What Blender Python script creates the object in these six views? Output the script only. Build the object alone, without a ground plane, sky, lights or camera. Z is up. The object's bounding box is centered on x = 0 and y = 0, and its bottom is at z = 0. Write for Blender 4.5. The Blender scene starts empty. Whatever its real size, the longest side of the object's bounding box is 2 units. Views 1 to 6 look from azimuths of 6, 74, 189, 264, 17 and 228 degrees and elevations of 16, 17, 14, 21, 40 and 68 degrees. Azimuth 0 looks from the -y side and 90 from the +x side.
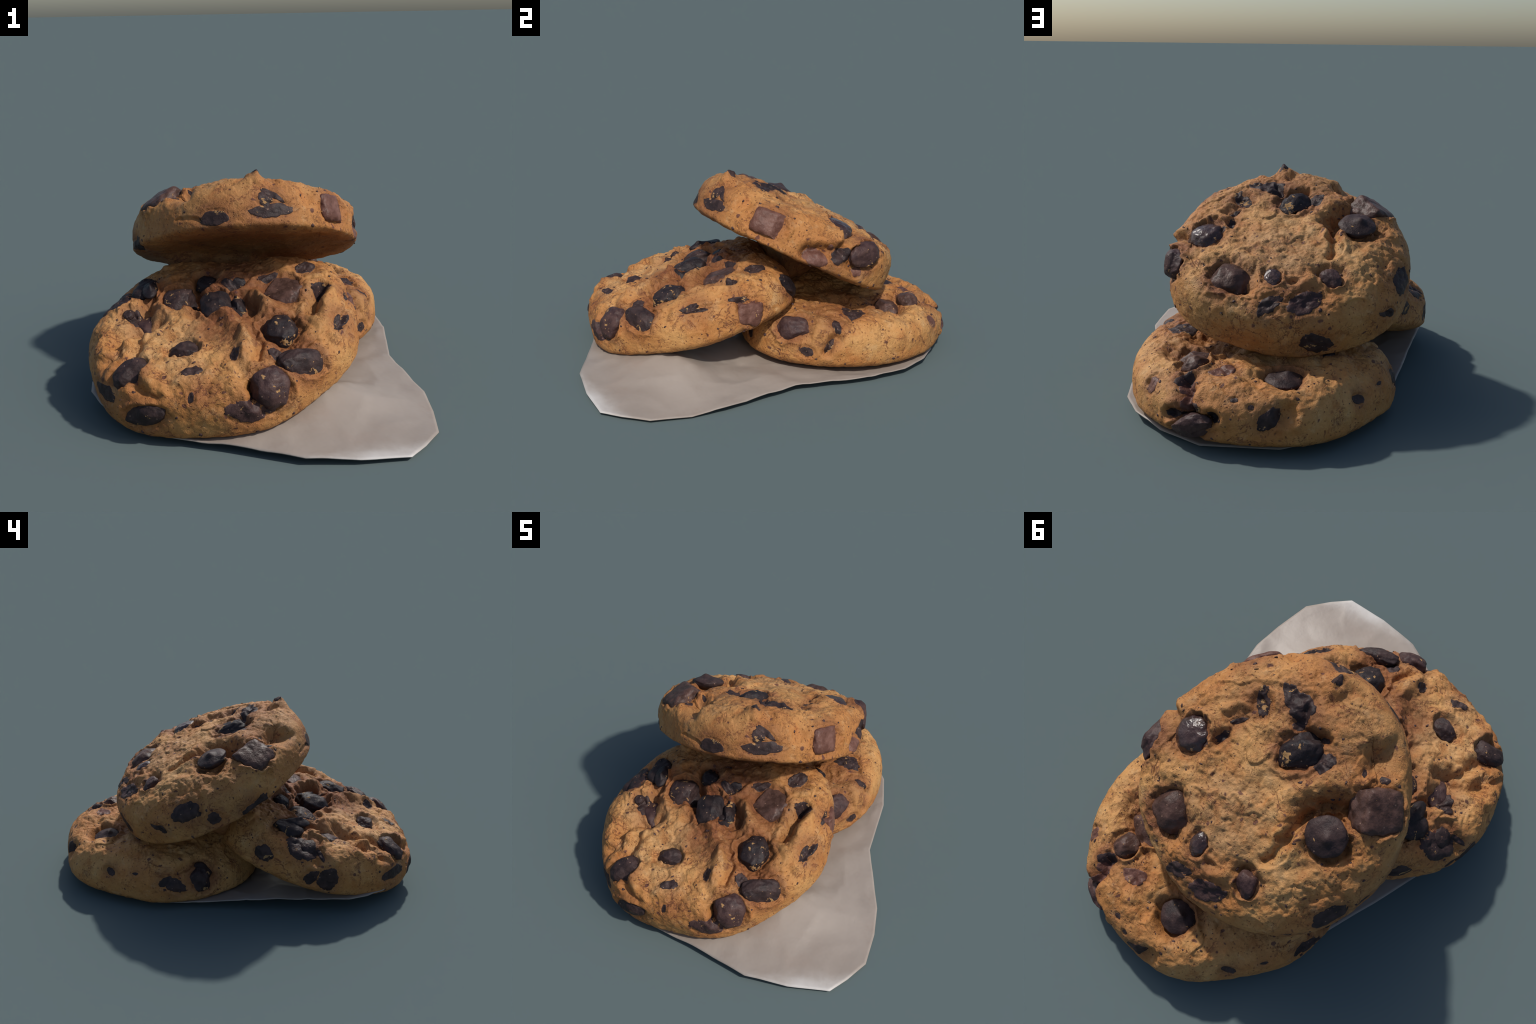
"""Three chocolate chip cookies stacked on a sheet of baking paper.

Each cookie is a lofted, slightly irregular disc: a harmonic outline R(azimuth), a
harmonic height H(azimuth), a superelliptic side and a dished top.  The dough is
roughened with layered gradient noise and with named hollows, crevices, ridges and
knobs; every chocolate piece is a mesh of its own pressed into that dough.
Places on a cookie are given as (azimuth in degrees, profile angle in degrees):
-90 is the middle of the underside, 0 the widest belt, 90 the middle of the top.
"""
import bpy, bmesh, math, random
import numpy as np
from mathutils import Vector, Matrix
from mathutils.bvhtree import BVHTree

# ----------------------------------------------------------------------------
# gradient noise
# ----------------------------------------------------------------------------
def _lattice(ix, iy, iz, seed):
    h = (ix.astype(np.int64) * 374761393 + iy.astype(np.int64) * 668265263
         + iz.astype(np.int64) * 2147483647 + seed * 1274126177) & 0xFFFFFFFF
    h = ((h ^ (h >> 13)) * 1274126177) & 0xFFFFFFFF
    h = (h ^ (h >> 16)) & 0xFFFFFFFF
    return h


def noise(P, freq, seed=0):
    """Perlin noise, about -0.9 .. 0.9, at points P (n, 3)."""
    Q = P * freq
    F = np.floor(Q).astype(np.int64)
    D = Q - F
    W = D * D * D * (D * (D * 6 - 15) + 10)
    out = np.zeros(len(P))
    for cx in (0, 1):
        wx = W[:, 0] if cx else 1 - W[:, 0]
        for cy in (0, 1):
            wy = W[:, 1] if cy else 1 - W[:, 1]
            for cz in (0, 1):
                wz = W[:, 2] if cz else 1 - W[:, 2]
                h = _lattice(F[:, 0] + cx, F[:, 1] + cy, F[:, 2] + cz, seed)
                gx = ((h & 1023) / 511.5) - 1
                gy = (((h >> 10) & 1023) / 511.5) - 1
                gz = (((h >> 20) & 1023) / 511.5) - 1
                out += wx * wy * wz * (gx * (D[:, 0] - cx) + gy * (D[:, 1] - cy) + gz * (D[:, 2] - cz))
    return out * 1.25


def smooth(x, a, b):
    t = np.clip((x - a) / (b - a), 0, 1)
    return t * t * (3 - 2 * t)


# ----------------------------------------------------------------------------
# the three cookies: pose, outline, height, side
# ----------------------------------------------------------------------------
COOKIES = {}
COOKIES["leaning_front"] = dict(
  centre=[-0.155, -0.3488, 0.1203], tilt=[0.2729, -0.0784],
  outline=[0.5661, 0.0, 0.0, 0.0315, 0.0154, 0.0077, 0.0289, -0.0229, 0.0087, -0.0062, -0.0119, 0.0114, -0.0091, 0.001, -0.0005],
  height=[0.3557, -0.011, 0.0011, -0.0061, 0.0117],
  upper=2.849, lower=2.711, belt=0.278, dish=0.075,
  # piece, azimuth, profile angle, half length, half width, turn, stands proud, chocolate
  pieces=[
    ("round", 336.1, 66.1, 0.068, 0.082, -59, 0.042, "black"),
    ("round", 321.9, 28.0, 0.090, 0.052, -31, 0.022, "dark"),
    ("round", 301.6, 23.1, 0.071, 0.069, -97, 0.035, "plum"),
    ("round", 247.4, 69.9, 0.056, 0.048, 15, 0.020, "dark"),
    ("flat", 289.6, 62.0, 0.023, 0.031, -10, 0.004, "dark"),
    ("flat", 262.5, 49.3, 0.048, 0.024, 24, 0.004, "dark"),
    ("flat", 264.8, 25.0, 0.021, 0.014, -96, 0.003, "dark"),
    ("flat", 287.0, 10.5, 0.080, 0.046, -21, 0.010, "plum"),
    ("flat", 297.0, 6.7, 0.031, 0.018, -27, 0.008, "plum"),
    ("round", 229.5, 41.3, 0.072, 0.057, 86, 0.020, "dark"),
    ("round", 181.2, 65.5, 0.098, 0.057, 43, 0.024, "plum"),
    ("round", 174.4, 53.3, 0.022, 0.027, 87, 0.008, "dark"),
    ("drop", 151.0, 57.5, 0.060, 0.028, -143, 0.045, "black"),
    ("round", 144.6, 74.5, 0.065, 0.077, 101, 0.032, "dark"),
    ("round", 101.7, 88.2, 0.073, 0.093, -135, 0.042, "black"),
    ("chunk", 31.8, 68.2, 0.080, 0.080, -139, 0.018, "brown"),
    ("flat", 50.0, 68.0, 0.048, 0.025, -134, 0.005, "dark"),
    ("flat", 41.6, 46.8, 0.060, 0.038, -86, 0.005, "dark"),
    ("round", 165.5, 39.8, 0.055, 0.046, -13, 0.012, "dark"),
    ("flat", 22.1, 45.5, 0.047, 0.033, -99, 0.002, "dark"),
    ("flat", 353.9, 29.8, 0.046, 0.023, -166, 0.004, "dark"),
    ("chunk", 21.0, 3.5, 0.058, 0.058, -121, 0.004, "milk"),
    ("flat", 18.3, 19.9, 0.056, 0.015, -19, 0.003, "dark"),
    ("flat", 356.3, 26.7, 0.072, 0.016, -19, 0.003, "dark"),
    ("round", 47.7, 6.2, 0.081, 0.041, -50, 0.020, "black"),
    ("flat", 314.1, 50.4, 0.036, 0.031, -125, 0.003, "dark"),
    ("flat", 21.1, 42.6, 0.030, 0.023, 25, 0.004, "dark"),
    ("flat", 264.5, 50.8, 0.026, 0.018, 103, 0.003, "dark"),
    ("round", 243.4, 7.6, 0.084, 0.042, 12, 0.010, "dark"),
    ("flat", 221.0, 10.7, 0.091, 0.035, 11, 0.006, "dark"),
    ("flat", 144.2, 6.2, 0.052, 0.044, -8, 0.005, "dark"),
    ("flat", 161.0, 29.4, 0.086, 0.067, -25, 0.006, "dark"),
    ("flat", 172.8, 27.3, 0.038, 0.013, -53, 0.005, "dark"),
    ("flat", 179.7, 4.6, 0.066, 0.056, -73, 0.006, "dark"),
    ("flat", 171.2, 3.3, 0.047, 0.030, 55, 0.004, "dark"),
    ("round", 148.1, 49.5, 0.075, 0.054, 32, 0.025, "black"),
    ("flat", 178.3, 59.8, 0.056, 0.037, 23, 0.006, "dark"),
    ("flat", 80.9, 72.4, 0.041, 0.022, 143, 0.004, "dark"),
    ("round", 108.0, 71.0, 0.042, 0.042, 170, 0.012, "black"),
    ("flat", 31.9, 86.2, 0.078, 0.043, 165, 0.004, "black"),
    ("flat", 134.3, 77.9, 0.070, 0.028, 59, 0.004, "black"),
    ("flat", 70.4, 73.4, 0.043, 0.022, -153, 0.003, "black"),
  ],
  # relief, path of (azimuth, profile angle), radius, depth
  relief=[
    ("crevice", [(22.5, 44.9), (11.6, 51.4), (356.8, 53.7)], 0.029, -0.035),
    ("ridge", [(13.3, 39.9), (355.7, 44.1)], 0.047, 0.014),
    ("ridge", [(312.6, 88.1), (308.8, 72.9), (300.7, 61.1)], 0.050, 0.040),
    ("crevice", [(318.2, 70.7), (302.5, 54.5)], 0.025, -0.022),
    ("crevice", [(292.9, 30.9), (291.9, 21.0)], 0.027, -0.030),
    ("knob", [(240.1, 44.4)], 0.060, 0.028),
    ("knob", [(230.4, 83.9)], 0.048, 0.014),
    ("crevice", [(190.3, 71.8), (207.2, 61.2), (217.8, 54.3)], 0.029, -0.022),
    ("ridge", [(36.1, 78.6), (0.6, 75.4)], 0.040, 0.036),
    ("crevice", [(48.1, 82.6), (3.9, 80.7)], 0.022, -0.025),
    ("hollow", [(359.6, 83.9)], 0.043, -0.018),
    ("crevice", [(126.6, 79.0), (152.8, 85.0)], 0.027, -0.020),
    ("knob", [(54.9, 50.7)], 0.069, 0.018),
    ("ridge", [(85.8, 62.6), (62.3, 71.0)], 0.039, 0.018),
    ("crevice", [(112.5, 65.2), (127.7, 76.6)], 0.025, -0.015),
    ("knob", [(134.4, 59.0)], 0.046, 0.016),
    ("crevice", [(62.1, 67.6), (71.5, 76.8)], 0.019, -0.014),
    ("hollow", [(189.5, 84.8)], 0.032, -0.012),
    ("knob", [(170.2, 74.4)], 0.038, 0.016),
    ("knob", [(285.2, 57.2)], 0.030, 0.010),
    ("hollow", [(290.0, 44.7)], 0.029, -0.012),
    ("hollow", [(215.6, 46.1)], 0.052, -0.014),
    ("crevice", [(233.6, 39.1), (238.8, 29.1), (249.1, 23.4)], 0.022, -0.012),
    ("knob", [(88.9, 67.1)], 0.045, 0.012),
    ("ridge", [(177.4, 72.5), (165.3, 84.2)], 0.027, 0.008),
    ("crevice", [(352.6, 28.4), (9.8, 20.9)], 0.013, -0.008),
    ("crevice", [(17.2, 15.6), (16.9, 0.3)], 0.018, -0.012),
    ("crevice", [(161.5, 53.9), (167.5, 29.8), (172.2, 16.1)], 0.016, -0.014),
    ("crevice", [(165.3, 63.1), (192.5, 65.9), (203.1, 41.8)], 0.036, -0.025),
    ("crevice", [(211.1, 40.9), (212.8, 30.4)], 0.033, -0.020),
    ("hollow", [(340.1, 28.8)], 0.031, -0.008),
    ("hollow", [(328.7, 51.0)], 0.036, -0.010),
    ("knob", [(284.1, 37.4)], 0.040, 0.012),
  ],
)
COOKIES["top"] = dict(
  centre=[-0.1107, 0.1443, 0.4961], tilt=[-0.4293, -0.0705],
  outline=[0.5503, 0.0, 0.0001, -0.0062, -0.0051, -0.0056, 0.0098, -0.0021, 0.0011, -0.0022, -0.0015, -0.0019, -0.0003, 0.0026, -0.0012],
  height=[0.3277, 0.0083, 0.0046, -0.0072, 0.013],
  upper=3.165, lower=3.168, belt=0.143, dish=0.039,
  # piece, azimuth, profile angle, half length, half width, turn, stands proud, chocolate
  pieces=[
    ("round", 9.9, 55.2, 0.072, 0.075, 46, 0.032, "gloss"),
    ("round", 22.9, 16.4, 0.091, 0.056, 28, 0.046, "plum"),
    ("round", 59.5, 51.4, 0.090, 0.074, -18, 0.035, "brown"),
    ("flat", 319.7, 60.7, 0.064, 0.032, 77, 0.003, "dark"),
    ("flat", 301.3, 57.8, 0.058, 0.035, -55, 0.006, "dark"),
    ("flat", 292.2, 62.3, 0.053, 0.055, -146, 0.006, "dark"),
    ("round", 274.0, 78.8, 0.083, 0.061, -114, 0.030, "black"),
    ("flat", 252.0, 70.0, 0.031, 0.026, -155, 0.004, "dark"),
    ("flat", 283.0, 37.6, 0.022, 0.020, 2, 0.004, "dark"),
    ("chunk", 218.4, 37.1, 0.084, 0.078, -85, 0.042, "brown"),
    ("drop", 194.1, 67.3, 0.074, 0.071, -56, 0.055, "dark"),
    ("round", 86.9, 63.0, 0.046, 0.033, -63, 0.014, "gloss"),
    ("flat", 106.6, 41.9, 0.081, 0.049, 23, 0.010, "plum"),
    ("round", 127.8, 59.2, 0.048, 0.039, -79, 0.022, "plum"),
    ("flat", 88.4, 35.7, 0.061, 0.035, 54, 0.006, "dark"),
    ("flat", 164.9, 18.7, 0.083, 0.048, -1, 0.005, "dark"),
    ("flat", 177.9, 3.5, 0.036, 0.033, -6, 0.004, "dark"),
    ("flat", 148.5, 7.9, 0.032, 0.019, -48, 0.003, "dark"),
    ("flat", 110.5, 4.5, 0.074, 0.048, -29, 0.005, "dark"),
    ("flat", 285.9, 12.0, 0.039, 0.038, 94, 0.005, "dark"),
    ("flat", 288.3, 3.2, 0.095, 0.033, 5, 0.005, "dark"),
    ("flat", 263.0, 1.0, 0.073, 0.033, -1, 0.006, "dark"),
    ("chunk", 324.9, 9.6, 0.082, 0.057, 3, 0.010, "milk"),
    ("flat", 354.2, 1.1, 0.065, 0.048, -2, 0.002, "milk"),
    ("flat", 7.6, 7.0, 0.054, 0.038, 49, 0.004, "dark"),
    ("flat", 20.9, 1.8, 0.026, 0.029, -62, 0.003, "milk"),
    ("flat", 0.5, 11.2, 0.018, 0.014, -1, 0.003, "milk"),
    ("flat", 203.6, -17.6, 0.058, 0.025, 21, 0.005, "dark"),
    ("flat", 199.1, -1.6, 0.069, 0.024, 0, 0.005, "dark"),
    ("flat", 289.4, 15.5, 0.056, 0.016, 145, 0.006, "dark"),
    ("flat", 252.5, 73.6, 0.041, 0.037, 166, 0.003, "dark"),
    ("flat", 167.5, 24.3, 0.025, 0.025, -102, 0.003, "dark"),
    ("flat", 144.7, 10.0, 0.036, 0.011, -29, 0.003, "dark"),
    ("flat", 10.6, 56.0, 0.087, 0.027, -78, 0.005, "dark"),
    ("flat", 339.4, 67.1, 0.036, 0.011, 168, 0.003, "dark"),  # this and the next three: flat dark patches laid in the pits
    ("flat", 356.2, 69.7, 0.033, 0.016, -178, 0.003, "dark"),
    ("flat", 289.8, 70.4, 0.023, 0.020, 175, 0.003, "dark"),
    ("flat", 267.5, 68.4, 0.024, 0.012, -141, 0.003, "dark"),
    ("flat", 237.6, 52.0, 0.017, 0.009, 161, 0.003, "dark"),
    ("flat", 232.7, 31.7, 0.016, 0.016, -135, 0.003, "dark"),
  ],
  # relief, path of (azimuth, profile angle), radius, depth
  relief=[
    ("hollow", [(241.9, 40.6), (243.2, 30.1)], 0.070, -0.052),
    ("crevice", [(201.1, 78.5), (212.9, 72.7), (213.7, 61.7)], 0.051, -0.055),
    ("crevice", [(188.2, 79.2), (166.2, 77.9)], 0.028, -0.028),
    ("crevice", [(156.4, 77.2), (146.0, 73.9), (138.2, 72.5)], 0.018, -0.016),
    ("crevice", [(166.2, 77.9), (159.6, 79.9)], 0.014, -0.014),
    ("crevice", [(196.5, 55.7), (190.2, 49.9)], 0.021, -0.015),
    ("hollow", [(340.4, 65.2)], 0.043, -0.022),
    ("hollow", [(318.9, 61.5), (324.4, 67.2)], 0.048, -0.022),
    ("hollow", [(0.8, 69.6), (352.9, 69.7)], 0.029, -0.020),
    ("crevice", [(346.5, 68.0), (318.7, 69.6)], 0.014, -0.006),
    ("hollow", [(290.5, 69.7)], 0.033, -0.022),
    ("hollow", [(279.2, 72.1), (267.6, 68.0)], 0.028, -0.018),
    ("hollow", [(311.2, 79.6)], 0.038, -0.012),
    ("hollow", [(279.3, 48.8)], 0.033, -0.012),
    ("knob", [(283.0, 34.7)], 0.043, 0.050),
    ("knob", [(278.9, 40.5)], 0.030, 0.015),
    ("knob", [(111.6, 60.2)], 0.053, 0.018),
    ("knob", [(85.9, 46.3)], 0.054, 0.012),
    ("hollow", [(123.5, 66.3)], 0.036, -0.020),
    ("hollow", [(102.9, 61.8)], 0.029, -0.015),
    ("hollow", [(70.8, 43.5)], 0.038, -0.020),
    ("hollow", [(307.6, 17.3)], 0.049, -0.020),
    ("crevice", [(347.6, 2.0), (359.2, 6.3), (6.4, 11.1)], 0.028, -0.022),
    ("crevice", [(5.7, 14.2), (11.8, 36.9)], 0.022, -0.020),
    ("knob", [(3.4, 26.5)], 0.055, 0.012),
    ("crevice", [(174.1, 38.8), (174.8, 23.8), (170.9, 2.8)], 0.014, -0.006),
    ("hollow", [(155.7, 66.1), (171.3, 63.3)], 0.023, -0.008),
    ("knob", [(276.4, 28.1)], 0.038, 0.010),
    ("knob", [(252.5, 37.2)], 0.044, 0.008),
    ("crevice", [(244.0, 1.7), (254.6, 0.8)], 0.010, -0.006),
    ("crevice", [(290.1, 63.0), (281.8, 70.6)], 0.019, -0.012),
  ],
)
COOKIES["rear"] = dict(
  centre=[-0.0322, 0.4296, 0.0149], tilt=[-0.0085, -0.02],
  outline=[0.5709, -0.0001, 0.0001, 0.0049, -0.009, -0.0098, -0.0105, -0.0075, 0.0078, 0.0009, 0.0008, 0.0051, -0.0015, -0.0039, 0.0008],
  height=[0.3117, 0.0319, -0.0096, -0.0166, -0.0177],
  upper=2.849, lower=3.895, belt=0.301, dish=0.040,
  # piece, azimuth, profile angle, half length, half width, turn, stands proud, chocolate
  pieces=[
    ("flat", 60.5, 38.0, 0.048, 0.022, 84, 0.004, "dark"),
    ("flat", 63.2, 2.8, 0.042, 0.018, -163, 0.004, "black"),
    ("flat", 81.1, 5.9, 0.027, 0.021, -31, 0.004, "black"),
    ("drop", 115.7, 58.4, 0.073, 0.062, -13, 0.055, "dark"),
    ("round", 41.4, 65.5, 0.081, 0.058, 34, 0.050, "brown"),
    ("round", 55.7, 54.7, 0.048, 0.050, 22, 0.042, "brown"),
    ("flat", 77.0, 55.5, 0.055, 0.036, 41, 0.006, "milk"),
    ("flat", 46.4, 17.0, 0.039, 0.033, -85, 0.004, "milk"),
    ("round", 71.9, -0.1, 0.084, 0.039, 18, 0.022, "plum"),
    ("flat", 103.3, 8.4, 0.057, 0.033, 51, 0.008, "dark"),
    ("flat", 89.0, 24.3, 0.017, 0.010, 6, 0.003, "dark"),
    ("flat", 96.3, 18.5, 0.012, 0.011, 4, 0.003, "dark"),
    ("flat", 146.7, 15.2, 0.032, 0.019, -11, 0.004, "dark"),
    ("flat", 156.4, 61.4, 0.027, 0.034, -78, 0.005, "dark"),
    ("flat", 178.7, 15.5, 0.043, 0.021, -149, 0.006, "dark"),
    ("round", 198.2, 17.1, 0.070, 0.076, -97, 0.010, "dark"),
    ("flat", 183.6, 11.3, 0.065, 0.035, -26, 0.006, "dark"),
    ("flat", 162.5, 20.7, 0.018, 0.008, 6, 0.003, "dark"),
    ("flat", 145.7, 15.5, 0.023, 0.016, -34, 0.003, "dark"),
    ("round", 316.4, 19.5, 0.076, 0.057, 8, 0.022, "plum"),
    ("flat", 339.5, 28.7, 0.042, 0.023, -79, 0.004, "dark"),
    ("flat", 336.1, 4.6, 0.039, 0.018, -119, 0.003, "dark"),
    ("flat", 325.2, 0.6, 0.039, 0.026, -8, 0.004, "dark"),
    ("flat", 290.7, 2.7, 0.037, 0.025, -82, 0.005, "dark"),
    ("flat", 351.0, 52.1, 0.063, 0.034, -102, 0.003, "dark"),
    ("flat", 351.8, 55.7, 0.069, 0.060, -95, 0.004, "dark"),
    ("flat", 68.4, 15.7, 0.037, 0.027, -90, 0.006, "milk"),
    ("flat", 64.9, 30.4, 0.032, 0.029, 82, 0.004, "milk"),
    ("flat", 73.0, 11.7, 0.029, 0.023, -8, 0.004, "dark"),
  ],
  # relief, path of (azimuth, profile angle), radius, depth
  relief=[
    ("hollow", [(113.4, 49.5)], 0.064, -0.025),
    ("hollow", [(110.7, 13.5)], 0.046, -0.032),
    ("crevice", [(62.5, 42.0), (65.8, 29.6), (67.8, 15.9), (70.6, 6.5)], 0.030, -0.022),
    ("crevice", [(61.2, 1.7), (71.8, 3.5), (81.4, 5.5)], 0.024, -0.028),
    ("hollow", [(97.0, 46.5), (88.0, 52.6)], 0.035, -0.015),
    ("hollow", [(40.7, 69.8)], 0.069, -0.020),
    ("hollow", [(27.3, 48.9), (38.5, 55.9)], 0.044, -0.020),
    ("crevice", [(43.8, 25.8), (43.4, 13.2)], 0.010, -0.008),
    ("crevice", [(186.2, 28.9), (198.1, 35.5), (205.4, 18.4)], 0.017, -0.010),
    ("hollow", [(359.7, 69.6), (337.7, 76.3)], 0.080, -0.035),
    ("ridge", [(332.2, 31.9), (331.1, 19.4)], 0.050, 0.014),
    ("hollow", [(339.0, 8.9)], 0.037, -0.012),
    ("crevice", [(340.1, 14.1), (335.5, 2.2)], 0.025, -0.016),
    ("hollow", [(144.8, 16.3)], 0.040, -0.008),
    ("knob", [(85.4, 45.7)], 0.054, 0.010),
  ],
)

# extra dark brown areas: azimuth, profile angle, radius, strength
# how the real surface sags or swells against the smooth body: azimuth, profile angle, offset
SETTLE = {
    "leaning_front": [(336, 66, -.020), (246, 70, -.012), (288, 58, -.010), (262, 50, -.010), (228, 50, -.020), (178, 64, -.018),
                      (140, 74, -.004), (148, 54, -.006), (112, 89, 0.014), (90, 76, .008), (60, 66, .008), (72, 56, .018), (100, 56, .008), (122, 62, -.006), (30, 72, -.004), (34, 66, -.020), (44, 44, -.014),
                      (24, 48, -.012), (16, 30, .004), (358, 28, -.012), (326, 16, -.010), (190, 78, .014), (244, 62, .002),
                      (270, 68, .003), (2, 74, -.010), (324, 28, -.024), (302, 24, -.036), (164, 38, -.010), (144, 6, .008)],
    "top": [(10, 54, -.034), (94, 78, -.003), (102, 74, -.002), (110, 74, -.001), (44, 88, .014), (260, 78, -.014), (198, 66, -.018),
            (60, 44, -.056), (86, 62, -.018), (126, 60, -.026), (106, 46, -.024), (88, 38, -.018), (356, 68, -.010), (320, 60, -.020),
            (292, 62, -.012), (248, 42, -.020), (220, 32, -.044), (142, 72, .012), (24, 16, -.030), (164, 18, -.030), (146, 6, -.015),
            (290, 4, -.033), (324, 12, -.030)],
    "rear": [(56, 56, -.006), (78, 54, .002), (46, 16, -.008), (88, 24, -.002), (96, 18, -.004), (104, 8, -.014), (316, 20, -.010),
             (340, 28, -.006), (326, 0, -.014), (118, 64, -.044), (136, 32, .010), (146, 16, .002), (34, 68, -.034), (64, 16, -.030)],
}

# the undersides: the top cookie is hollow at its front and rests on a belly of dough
COOKIES["top"]["relief"] += [
    ("belly", [(172, -70), (120, -86)], 0.095, 0.165),
    ("hollow", [(222, -60), (270, -66), (318, -60)], 0.150, -0.016),
    ("hollow", [(332, -50), (2, -54)], 0.120, -0.018),
]

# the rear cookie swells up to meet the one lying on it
COOKIES["rear"]["relief"] += [
    ("ridge", [(165, 72), (195, 74), (235, 62)], 0.140, 0.065),
    ("knob", [(170, 38), (190, 46)], 0.120, 0.034),
]

PALE = {  # paler areas of the crust
    "leaning_front": [(225, 72, 0.20, 0.75), (255, 55, 0.12, 0.55), (185, 62, 0.14, 0.5)],
    "top": [(90, 82, 0.24, 0.75), (150, 62, 0.14, 0.4)],
    "rear": [(60, 50, 0.10, 0.3)],
}
UNDERSIDE_SHADE = {  # shadow beneath each cookie, painted into the underside as dark brown
    "leaning_front": [(0, -88, 0.40, 0.55)],
    "top": [(270, -70, 0.40, 0.6), (90, -80, 0.38, 0.6), (180, -62, 0.32, 0.6), (0, -62, 0.30, 0.6)],
    "rear": [(0, -88, 0.36, 0.55)],
}

BROWN_AREAS = {
    "leaning_front": [(300, 84, 0.20, 0.80), (20, 72, 0.22, 0.75), (325, 50, 0.16, 0.70), (80, 70, 0.30, 0.85), (350, 64, 0.12, 0.7), (270, 30, 0.08, 0.5), (235, 42, 0.07, 0.6), (300, 40, 0.10, 0.5), (140, 80, 0.16, 0.6),
                      (0, 55, 0.12, 0.4), (150, 66, 0.14, 0.5)],
    "top": [(330, 58, 0.10, 0.5), (285, 66, 0.10, 0.5), (215, 62, 0.12, 0.5), (100, 50, 0.12, 0.45), (20, 45, 0.10, 0.45), (330, 30, 0.08, 0.35), (60, 30, 0.10, 0.3)],
    "rear": [(60, 40, 0.10, 0.6), (66, 12, 0.08, 0.7), (115, 66, 0.12, 0.5), (330, 50, 0.20, 0.7), (20, 60, 0.16, 0.5), (60, 45, 0.10, 0.4), (290, 40, 0.15, 0.5)],
}

CHOCOLATE = {  # colour, second colour, roughness, dough residue
    "dark":  ((0.026, 0.016, 0.016), (0.056, 0.033, 0.030), 0.54, 0.50),
    "plum":  ((0.042, 0.022, 0.022), (0.082, 0.045, 0.039), 0.50, 0.35),
    "black": ((0.015, 0.011, 0.013), (0.034, 0.022, 0.021), 0.54, 0.45),
    "gloss": ((0.034, 0.018, 0.017), (0.070, 0.040, 0.034), 0.20, 0.25),
    "brown": ((0.050, 0.026, 0.020), (0.105, 0.056, 0.044), 0.45, 0.45),
    "milk":  ((0.100, 0.042, 0.030), (0.165, 0.080, 0.060), 0.46, 0.45),
}


def harmonics(c, th):
    r = np.full_like(th, c[0])
    for k in range((len(c) - 1) // 2):
        r = r + c[1 + 2 * k] * np.cos((k + 1) * th) + c[2 + 2 * k] * np.sin((k + 1) * th)
    return r


def body_point(q, th, ph):
    """Surface of the smooth cookie at azimuth th and profile angle ph (arrays, radians)."""
    c, s = np.abs(np.cos(ph)), np.sin(ph)
    n = np.where(ph > 0, q["upper"], q["lower"])
    rho = c ** (2 / n)
    z = np.sign(s) * np.abs(s) ** (2 / n)
    level = np.where(z > 0, q["belt"] + (1 - q["belt"]) * z, q["belt"] + q["belt"] * z)
    R, H, H0 = harmonics(q["outline"], th), harmonics(q["height"], th), q["height"][0]
    Z = level * (H0 + (H - H0) * rho ** 2) - q["dish"] * np.where(ph > 0, np.maximum(0, 1 - (rho / 0.85) ** 2), 0)
    return np.stack([rho * R * np.cos(th), rho * R * np.sin(th), Z], -1)


def body_normal(q, th, ph):
    h = 2e-3
    p = np.clip(ph, -1.56, 1.56)
    et = body_point(q, th + h, p) - body_point(q, th - h, p)
    ep = body_point(q, th, p + h) - body_point(q, th, p - h)
    et /= np.linalg.norm(et, axis=-1, keepdims=True) + 1e-12
    ep -= et * (et * ep).sum(-1, keepdims=True)
    ep /= np.linalg.norm(ep, axis=-1, keepdims=True) + 1e-12
    return et, ep, np.cross(et, ep)


def spot(q, az, an):
    """Point and frame (along azimuth, up the profile, outward) at one place of a cookie."""
    th, ph = np.array([math.radians(az)]), np.array([math.radians(an)])
    et, ep, n = body_normal(q, th, ph)
    return body_point(q, th, ph)[0], et[0], ep[0], n[0]


def even_profile(q, u):
    """Profile angle for the share u (0..1) of surface area below it, so that the mesh is even."""
    ph = np.radians(np.linspace(-90, 90, 2001))
    P = body_point(dict(q, outline=[q["outline"][0]], height=[q["height"][0]]), np.zeros_like(ph), ph)
    ds = np.hypot(np.diff(P[:, 0]), np.diff(P[:, 2]))
    A = np.concatenate([[0], np.cumsum(ds * (P[1:, 0] + P[:-1, 0]) / 2 + 1e-9)])
    return np.interp(u, A / A[-1], ph)


def icosphere(level):
    bm = bmesh.new()
    bmesh.ops.create_icosphere(bm, subdivisions=level, radius=1.0)
    V = np.array([v.co[:] for v in bm.verts])
    F = np.array([[v.index for v in f.verts] for f in bm.faces])
    bm.free()
    return V / np.linalg.norm(V, axis=1, keepdims=True), F


FINE, FINE_FACES = icosphere(8)
BALL, BALL_FACES = icosphere(5)


def mesh_object(name, V, F, mat, parent, loc=(0, 0, 0)):
    me = bpy.data.meshes.new(name)
    me.from_pydata([tuple(v) for v in np.asarray(V).tolist()], [], [tuple(f) for f in (F.tolist() if hasattr(F, "tolist") else F)])
    me.polygons.foreach_set("use_smooth", [True] * len(me.polygons))
    me.materials.append(mat)
    ob = bpy.data.objects.new(name, me)
    bpy.context.scene.collection.objects.link(ob)
    ob.parent = parent
    ob.location = loc
    return ob


def path_distance(P, pts):
    if len(pts) == 1:
        return np.linalg.norm(P - pts[0], axis=1)
    best = np.full(len(P), 9.0)
    for a, b in zip(pts[:-1], pts[1:]):
        ab = b - a
        t = np.clip(((P - a) @ ab) / (ab @ ab), 0, 1)
        best = np.minimum(best, np.linalg.norm(P - a - t[:, None] * ab, axis=1))
    return best


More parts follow.
